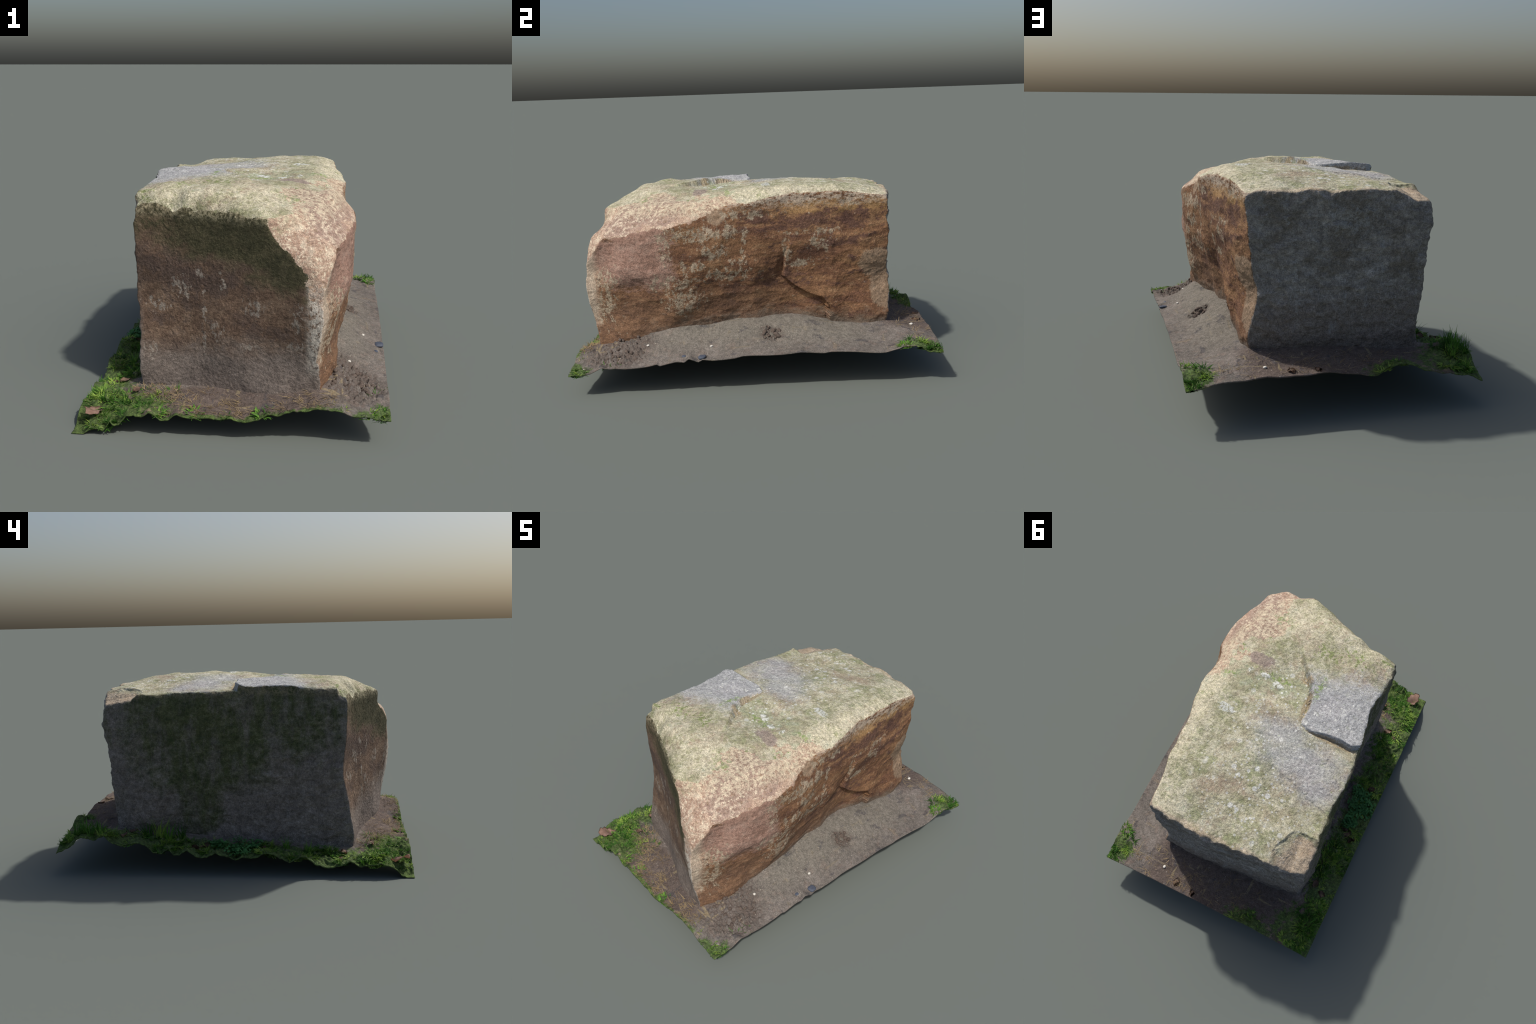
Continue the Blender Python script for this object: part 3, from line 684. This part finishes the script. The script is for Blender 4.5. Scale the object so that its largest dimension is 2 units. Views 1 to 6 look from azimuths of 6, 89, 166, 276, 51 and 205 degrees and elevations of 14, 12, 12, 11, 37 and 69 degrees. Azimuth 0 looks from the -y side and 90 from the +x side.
# ---- shaded rear: hewn grey-brown stone
def mat_back():
    g = G("hewn_rear")
    fine, mid, nrm = grain_of(g, 2.6)
    nrm = g.bump(g.noise(24, 5, .7, stretch=(1, 1, 1.5), loc=(3, 2, 6)), .022, .7, nrm)
    a = g.noise(5, 5, .6, loc=(1, 1, 2)); p1 = g.noise(18, 5, .75, stretch=(1, 1, 1.5), loc=(3, 2, 6)); p2 = g.noise(48, 4, .75, loc=(6, 9, 1))
    col = g.ramp(p1, [(.30, (.225, .200, .178)), (.46, (.345, .315, .285)), (.58, (.45, .415, .38)), (.70, (.60, .565, .53))])  # base lightened for skylight on this end and for bump self-shading
    col = g.mix(col, (.225, .19, .147), g.mul(g.step(a, .48, .62), .6))
    col = g.mix(col, (.29, .235, .20), g.mul(g.step(g.add(g.z, g.mul(g.sub(a, .5), .3)), .58, .38), .6))
    vein = flecks(g, [((.17, .76, .60), (.02, .3, .14)), ((.205, .76, .93), (.014, .3, .09)), ((.15, .76, .50), (.016, .3, .06)), ((-.1, .76, .86), (.15, .3, .08)), ((.33, .75, .9), (.04, .3, .1))], p2, .17, .62, .08)
    col = g.mix(col, (.50, .485, .465), g.mul(vein, .6))
    painted_sky_glint = g.mul(g.step(g.noise(16, 5, .7, stretch=(1, 1, .22), loc=(5, 2, 4)), .56, .68), g.step(p2, .38, .56))  # upright pale streaks, sky highlights painted into the colour
    col = g.mix(col, (.50, .49, .48), g.mul(painted_sky_glint, .5))
    pale = g.mul(g.step(g.x, .29, .36), g.step(p2, .40, .54))
    col = g.mix(col, (.37, .335, .30), g.mul(pale, .6))
    rimw = g.mul(g.step(g.z, .965, 1.0), g.step(p2, .44, .56))
    col = g.mix(col, (.42, .34, .25), g.mul(rimw, .5))
    foot = g.step(g.add(g.z, g.mul(g.sub(p1, .5), .14)), .34, .27)
    col = g.mix(col, (.19, .158, .14), g.mul(foot, .7))
    col = tone(g, col, fine, .66, 1.28)
    col = tone(g, col, mid, .74, 1.18)  # light-dark contrast widened to paint in the shading of the pits
    return g.finish(col, .92, nrm)

# ---- soil
def mat_soil():
    g = G("trodden_soil")
    fine = g.noise(160, 3, .75); mid = g.noise(45, 5, .7, loc=(1, 2, 3)); big = g.noise(6, 5, .65, loc=(6, 2, 3)); p1 = g.noise(18, 5, .7, loc=(3, 2, 3))
    h = g.add(g.mul(fine, .35), mid)
    nrm = g.bump(h, .008, .8)
    col = g.ramp(big, [(.32, (.135, .120, .106)), (.5, (.18, .16, .142)), (.66, (.235, .207, .185))])
    col = g.mix(col, (.20, .15, .125), g.mul(g.step(p1, .52, .64), .5))
    # greyish trodden clay beside the sunny side, brown humus at front and rear
    clay = g.mul(g.step(g.x, .33, .42), g.mul(g.step(g.y, -.65, -.35), g.step(g.y, .75, .45)))
    col = g.mix(col, (.205, .188, .157), g.mul(g.mul(clay, g.step(g.x, .68, .50)), .75))
    humus = g.mx(g.step(g.add(g.y, g.mul(g.sub(big, .5), .2)), -.66, -.76), g.step(g.y, .66, .76))
    col = g.mix(col, (.125, .092, .078), g.mul(g.mul(humus, g.step(g.x, .50, .36)), .75))
    dug = g.blobs([((.52, -.74, .2), (.16, .17, .5)), ((.52, .09, .27), (.06, .07, .5))], .5, p1, 1.0)
    col = g.mix(col, (.105, .082, .070), g.mul(g.mul(dug, g.step(mid, .40, .56)), .8))
    dark = g.step(g.noise(17, 4, .65, stretch=(1, .6, 1), loc=(9, 9, 1)), .58, .66)
    col = g.mix(col, (.085, .080, .085), g.mul(dark, .65))
    # straw-coloured and white grit
    v = g.voronoi(95, loc=(.2, .5, .1)); r = g.n("ShaderNodeSeparateColor"); g.l(v.outputs["Color"], r.inputs[0])
    grit = g.step(g.sub(v.outputs["Distance"], g.step(r.outputs[0], .90, 1.0, 0, .30)), .03, -.03)
    col = g.mix(col, (.40, .37, .31), g.mul(grit, .7))
    wisps = g.step(g.noise(30, 3, .5, stretch=(1, .12, 1), rot=(0, 0, .6), loc=(2, 2, 2)), .64, .68)
    wisps2 = g.step(g.noise(34, 3, .5, stretch=(.12, 1, 1), rot=(0, 0, .3), loc=(8, 2, 2)), .64, .68)
    col = g.mix(col, (.29, .235, .145), g.mul(g.mul(g.mx(wisps, wisps2), g.mx(humus, .35)), .7))
    # under turf
    turf = g.blobs([((-.66, -.2, .1), (.15, 2.0, 1.0)), ((-.52, -.93, .1), (.24, .16, 1.0)), ((-.66, .9, .2), (.22, .16, 1.0)), ((-.28, 1.0, .2), (.15, .09, 1.0)), ((.69, .92, .2), (.12, .10, 1.0)), ((.69, -1.0, .2), (.10, .09, 1.0)), ((0, -1.02, .2), (.7, .04, 1.0))], .4, p1, 1.4)
    turfc = g.ramp(g.noise(60, 4, .7, loc=(5, 5, 5)), [(.32, (.035, .050, .016)), (.5, (.075, .135, .032)), (.68, (.15, .22, .055))])
    col = g.mix(col, turfc, g.mul(turf, .85))
    col = tone(g, col, fine, .68, 1.26)
    col = tone(g, col, mid, .74, 1.16)
    return g.finish(col, .95, nrm, .15)

def simple(name, stops, scale=40, rough=.85, bump=.002, vary=.0, thin=0.0, spec=.2):
    g = G(name)
    f = g.noise(scale, 4, .65)
    if vary:
        oi = g.n("ShaderNodeObjectInfo")
        f = g.math("ADD", f, g.mul(g.sub(oi.outputs["Random"], .5), vary), clamp=True)
    col = g.ramp(f, stops)
    return g.finish(col, rough, g.bump(g.noise(scale * 3, 3, .6), bump, .5), spec, thin)

# ----------------------------------------------------------------------------
#  objects
# ----------------------------------------------------------------------------
scene = bpy.context.scene
def link(o, parent=None):
    scene.collection.objects.link(o)
    if parent is not None:
        o.parent = parent
    return o

def make_mesh(name, V, F, mats, slot=None, normals=None):
    me = bpy.data.meshes.new(name)
    V = np.ascontiguousarray(V, dtype=np.float32); F = np.ascontiguousarray(F, dtype=np.int32)
    k = F.shape[1]
    me.vertices.add(len(V)); me.vertices.foreach_set("co", V.ravel())
    me.loops.add(F.size); me.loops.foreach_set("vertex_index", F.ravel())
    me.polygons.add(len(F)); me.polygons.foreach_set("loop_start", np.arange(0, F.size, k, dtype=np.int32))
    for m in mats:
        me.materials.append(m)
    if slot is not None:
        me.polygons.foreach_set("material_index", np.ascontiguousarray(slot, dtype=np.int32))
    me.polygons.foreach_set("use_smooth", np.ones(len(F), bool))
    me.update(calc_edges=True)
    if normals is not None:
        me.normals_split_custom_set_from_vertices([tuple(n) for n in normals])
    return me

def vertex_normals(V, F):
    fn = np.cross(V[F[:, 2]] - V[F[:, 0]], V[F[:, 3]] - V[F[:, 1]])
    N = np.zeros_like(V)
    for i in range(4):
        for a in range(3):
            N[:, a] += np.bincount(F[:, i], fn[:, a], len(V))
    return N / np.maximum(np.linalg.norm(N, axis=1), 1e-12)[:, None]

thing = bpy.data.objects.new("stone_block_on_soil", None)
thing["label"] = "rough sandstone block on a patch of soil and grass"
thing["category"] = "boulder"
link(thing)

# --- stone -----------------------------------------------------------------
P, F, fv, wob = build_stone()
N = vertex_normals(P, F)
cen = P[F].mean(1)
ffc = fv[F].mean(1)
tie = .006 * fbm(cen, 24, 3, 91)[:, None] * np.array([1, -1, -.6, .7, -.4, .8, -1.0])
side = np.argmax(ffc + tie, 1)                      # which side each face belongs to
stone_mats = [mat_left(), mat_right(), mat_back(), mat_front(), mat_shoulder(), mat_top(), mat_top(True)]
slot = np.array([0, 1, 2, 3, 4, 4, 5])[side]
wf = wob[F].mean(1)
on_slab = (side == 6) & (poly_sdf(cen[:, 0] + wf * .55, cen[:, 1] + wf * .6, SLAB_OUTLINE) < .003) & (cen[:, 2] > .99)

slot[on_slab] = 6
def part(name, pick, parent):
    f = F[pick]
    used, inv = np.unique(f, return_inverse=True)
    me = make_mesh(name, P[used], inv.reshape(f.shape), stone_mats, slot[pick], N[used])
    return link(bpy.data.objects.new(name, me), parent)

stone = part("stone", ~on_slab, thing)
layer = part("bedding_layer", on_slab, stone)

# --- soil patch --------------------------------------------------------------
def soil_height(x, y):
    p = np.c_[x, y, np.zeros(len(x))]
    z = ground(x, y)
    rim = smoothstep(0, .05, .696 - np.abs(x)) * smoothstep(0, .05, 1.0 - np.abs(y))
    mud = np.maximum(smoothstep(.20, .08, np.hypot((x - .53) / .9, (y + .74) / 1.2)), smoothstep(.085, .03, np.hypot((x - .52), (y - .09) / .8)))
    z = z + rim * (.0025 * fbm(p, 14, 3, 5) + .0012 * fbm(p, 60, 2, 6))
    z = z + mud * (.034 * np.abs(fbm(p, 27, 3, 15, .6)) - .013) * (.4 + .6 * rim)
    g = grass_cover(x, y)
    z = z + g * (.002 + .028 * fbm(p, 11, 2, 25) + .022 * np.abs(fbm(p, 30, 2, 26)) - .004) * (.45 + .55 * rim)
    return z

def build_soil():
    nx, ny = 300, 434
    X, Y = np.meshgrid(np.linspace(-.696, .696, nx), np.linspace(-1.0, 1.0, ny), indexing="ij")
    x, y = X.ravel(), Y.ravel()
    z = np.maximum(soil_height(x, y), .002)
    top = np.c_[x, y, z]
    bot = np.c_[x, y, np.maximum(z - .006, 0.0)]
    idx = np.arange(nx * ny).reshape(nx, ny)
    q = np.stack([idx[:-1, :-1], idx[1:, :-1], idx[1:, 1:], idx[:-1, 1:]], -1).reshape(-1, 4)
    n = nx * ny
    fs = [q, q[:, ::-1] + n]
    ring = np.r_[idx[:, 0], idx[-1, 1:], idx[-2::-1, -1], idx[0, -2:0:-1]]
    nxt = np.roll(ring, -1)
    fs.append(np.stack([ring, ring + n, nxt + n, nxt], -1))
    return np.vstack([top, bot]), np.vstack(fs)

SV, SF = build_soil()
soil = link(bpy.data.objects.new("soil_patch", make_mesh("soil_patch", SV, SF, [mat_soil()])), thing)

# --- grass -------------------------------------------------------------------
green = simple("grass_green", [(.25, (.04, .115, .018)), (.5, (.11, .27, .04)), (.75, (.30, .43, .085))], 30, .6, .0005, .6, .3)
straw_mat = simple("dry_straw", [(.3, (.22, .155, .08)), (.7, (.38, .29, .16))], 60, .8, .0005, .4)
leafy = simple("clover_green", [(.3, (.045, .15, .05)), (.7, (.11, .29, .09))], 40, .6, .0005, .3, .25)

def add_blade(V, Fq, root, az, lean, length, width, bend, segs=4):
    """one blade: a folded strip that curves over"""
    d = np.array([math.cos(az), math.sin(az), 0]); s = np.array([-d[1], d[0], 0])
    p = np.array(root, float); ang = lean
    b = len(V)
    for i in range(segs + 1):
        w = width * (1 - (i / segs) ** 1.6) * .5 + .00025
        up = np.array([d[0] * -math.cos(ang), d[1] * -math.cos(ang), math.sin(ang)])
        V.extend([p - s * w + up * w * .5, p, p + s * w + up * w * .5])
        p = p + (d * math.sin(ang) + np.array([0, 0, math.cos(ang)])) * length / segs
        ang += bend / segs
    for i in range(segs):
        a = b + 3 * i
        Fq.append((a, a + 1, a + 4, a + 3)); Fq.append((a + 1, a + 2, a + 5, a + 4))

def tuft_mesh(name, count, radius, length, mat, lean=(.3, 1.2), width=.005, bend=(.3, 1.0)):
    V, Q = [], []
    for _ in range(count):
        a, r = random.uniform(0, 6.283), radius * math.sqrt(random.random())
        add_blade(V, Q, (r * math.cos(a), r * math.sin(a), -.008), a + random.uniform(-1.2, 1.2), random.uniform(*lean), length * random.uniform(.6, 1.2),
                  width * random.uniform(.7, 1.3), random.uniform(*bend))
    return make_mesh(name, np.array(V), np.array(Q), [mat])

def clover_mesh(name, count, radius):
    V, Q = [], []
    for _ in range(count):
        a, r = random.uniform(0, 6.283), radius * math.sqrt(random.random())
        c = np.array([r * math.cos(a), r * math.sin(a), random.uniform(.004, .028)])
        tilt = Matrix.Rotation(random.uniform(-.5, .5), 3, "X") @ Matrix.Rotation(random.uniform(-.5, .5), 3, "Y")
        R = random.uniform(.006, .0105); b = len(V)
        V.append(c - np.array([0, 0, .002]))
        for k in range(8):
            t = k * math.pi / 4
            V.append(c + np.array(tilt @ Vector((R * math.cos(t), R * math.sin(t) * .8, .0))))
        for k in range(0, 8, 2):
            Q.append((b, b + 1 + k, b + 1 + (k + 1) % 8, b + 1 + (k + 2) % 8))
    return make_mesh(name, np.array(V), np.array(Q), [leafy])

tufts = [tuft_mesh("grass_tuft", 46, .036, .052, green, (.4, 1.35), .0055) for _ in range(5)] + [tuft_mesh("grass_tuft", 34, .034, .042, green, (.7, 1.45), .012) for _ in range(4)]
sheaf = [tuft_mesh("grass_sheaf", 26, .03, .13, green, (.05, .5), .007, (.2, 1.1)) for _ in range(2)]
wisp = [tuft_mesh("straw_wisp", 14, .03, .05, straw_mat, (1.1, 1.5), .0018, (-.5, .5)) for _ in range(3)]
clover = [clover_mesh("clover_cluster", 46, .045) for _ in range(3)]

def ground_z(x, y):
    return float(soil_height(np.array([x]), np.array([y]))[0])

def place(name, me, x, y, scale=1.0, dz=0.0, tilt=.2):
    o = bpy.data.objects.new(name, me)
    o.location = (x, y, ground_z(x, y) + dz)
    o.rotation_euler = (random.uniform(-tilt, tilt), random.uniform(-tilt, tilt), random.uniform(0, 6.283))
    o.scale = (scale,) * 3
    # the patch was cut with a straight spade: plants at the border keep within it
    M = Matrix.LocRotScale(o.location, o.rotation_euler, o.scale)
    n = len(me.vertices); v = np.empty(n * 3, np.float32); me.vertices.foreach_get("co", v)
    R = np.array(M.to_3x3()); w = v.reshape(-1, 3) @ R.T + np.array(o.location)
    if (np.abs(w[:, 0]) > .696).any() or (np.abs(w[:, 1]) > 1.0).any():
        w[:, 0] = np.clip(w[:, 0], -.696, .696); w[:, 1] = np.clip(w[:, 1], -1.0, 1.0)
        own = me.copy()
        own.vertices.foreach_set("co", np.ascontiguousarray((w - np.array(o.location)) @ np.linalg.inv(R).T, dtype=np.float32).ravel())
        own.update(); o.data = own
    return link(o, soil)

def inside_stone(x, y):
    z = ground_z(x, y) + .02
    f = side_values(np.array([[x, y, z]]), np.zeros(1))
    return max(v[0] for v in f) < .012

count = 0
tries = 0
while count < 225 and tries < 12000:
    tries += 1
    x, y = random.uniform(-.675, .68), random.uniform(-.985, .985)
    g = float(grass_cover(np.array([x]), np.array([y]))[0])
    if random.random() > g or inside_stone(x, y):
        continue
    if -.13 < y < .12 and x < -.5 and random.random() < .7:
        continue
    place("grass_tuft", random.choice(tufts), x, y, random.uniform(.6, .95), -.006)
    count += 1
for x, y, s in [(-.54, .44, 1.0), (-.56, .38, .9), (-.55, .50, .8), (-.56, .30, .75), (-.55, -.30, .6), (-.56, -.42, .5), (-.66, .88, .62), (-.63, .84, .7), (-.67, .80, .6), (-.60, .87, .6), (-.66, .74, .6), (-.64, .93, .5), (-.61, .78, .6)]:
    place("grass_sheaf", random.choice(sheaf), x, y, s)
for _ in range(16):
    place("clover_cluster", random.choice(clover), random.uniform(-.66, -.54), random.uniform(-.12, .12), random.uniform(.8, 1.1), .004)
n = 0
while n < 105:
    if random.random() < .55:
        x, y = random.uniform(-.3, .45), random.uniform(-.98, -.85)
    elif random.random() < .6:
        x, y = random.uniform(-.3, .5), random.uniform(.78, .96)
    else:
        x, y = random.uniform(-.5, -.1), random.uniform(-.85, -.70)
    if inside_stone(x, y):
        continue
    place("straw_wisp", random.choice(wisp), x, y, random.uniform(.6, 1.1), .004, .1); n += 1

# --- pebbles, slate chip, dead leaf ------------------------------------------
def pebble_mesh(name, mat, r, flat, seed):
    bm = bmesh.new()
    bmesh.ops.create_icosphere(bm, subdivisions=3, radius=1)
    V = np.array([v.co for v in bm.verts])
    V = V * (1 + .22 * fbm(V, 1.1, 2, seed))[:, None] * np.array([r, r * .8, r * flat])
    for v, c in zip(bm.verts, V):
        v.co = c
    me = bpy.data.meshes.new(name); bm.to_mesh(me); bm.free()
    me.materials.append(mat)
    me.polygons.foreach_set("use_smooth", np.ones(len(me.polygons), bool))
    return me
white = simple("white_pebble", [(.3, (.58, .55, .48)), (.7, (.75, .73, .68))], 80, .6)
slate = simple("blue_slate", [(.3, (.055, .065, .09)), (.7, (.10, .115, .15))], 50, .6)
place("pebble", pebble_mesh("pebble", white, .009, .7, 1), .522, -.592, 1, .002)
place("pebble", pebble_mesh("pebble", white, .009, .7, 2), .595, -.24, 1, .002)
place("pebble", pebble_mesh("pebble", white, .006, .7, 3), .63, -.93, 1, .002)
place("pebble", pebble_mesh("pebble", white, .011, .5, 4), .33, .90, 1, .002)
clod_soil = simple("dark_clod", [(.3, (.075, .058, .048)), (.7, (.16, .125, .105))], 60, .95, .003)
clods = [pebble_mesh("soil_clod", clod_soil, .016, .75, 20 + k) for k in range(4)]
for _ in range(46):
    a, r = random.uniform(0, 6.283), math.sqrt(random.random())
    place("soil_clod", random.choice(clods), .515 + .13 * r * math.cos(a), -.74 + .13 * r * math.sin(a), random.uniform(.3, .9), .001, .6)
for _ in range(22):
    a, r = random.uniform(0, 6.283), math.sqrt(random.random())
    place("soil_clod", random.choice(clods), .515 + .045 * r * math.cos(a), .09 + .055 * r * math.sin(a), random.uniform(.3, 1.0), .002, .6)
place("slate_chip", pebble_mesh("slate_chip", slate, .028, .35, 5), .672, -.288, 1, .0)
place("slate_chip", pebble_mesh("slate_chip", slate, .013, .4, 6), .655, -.385, 1, .0)

def leaf_mesh():
    bm = bmesh.new()
    nu, nv = 14, 8
    grid = []
    for i in range(nu + 1):
        u = i / nu
        w = .034 * math.sin(math.pi * u ** .8) ** .7 * (1 + .22 * math.sin(u * 21)) + .002
        row = []
        for j in range(nv + 1):
            v = j / nv * 2 - 1
            row.append(bm.verts.new(((u - .5) * .11, v * w, .012 * abs(v) ** 1.5 + .010 * math.sin(u * 5 + v * 2))))
        grid.append(row)
    for i in range(nu):
        for j in range(nv):
            bm.faces.new((grid[i][j], grid[i + 1][j], grid[i + 1][j + 1], grid[i][j + 1]))
    bmesh.ops.solidify(bm, geom=bm.faces[:], thickness=.0012)
    me = bpy.data.meshes.new("dead_leaf"); bm.to_mesh(me); bm.free()
    me.materials.append(simple("dead_leaf_pink", [(.3, (.36, .22, .17)), (.7, (.52, .36, .29))], 40, .7, .001))
    me.polygons.foreach_set("use_smooth", np.ones(len(me.polygons), bool))
    return me
brown = simple("dead_leaf_brown", [(.3, (.13, .085, .065)), (.7, (.26, .17, .12))], 40, .7, .001)
litter = leaf_mesh(); litter.materials.clear(); litter.materials.append(brown)
for x, y, sc in [(-.60, .18, .6), (-.64, .21, .5), (-.57, .15, .5), (-.62, -.17, .45), (-.55, -.62, .5), (-.60, -.60, .35), (-.56, .58, .5), (-.62, .62, .5), (-.45, -.78, .4), (.22, .95, .5), (.10, .97, .4)]:
    o = place("dead_leaf", litter, x, y, sc, .008 if x < -.4 else .001, .35 if x < -.4 else .08)
lf = place("dead_leaf", leaf_mesh(), -.615, -.93, 1.0, .03, .2)
lf.rotation_euler = (.3, .3, 1.2)
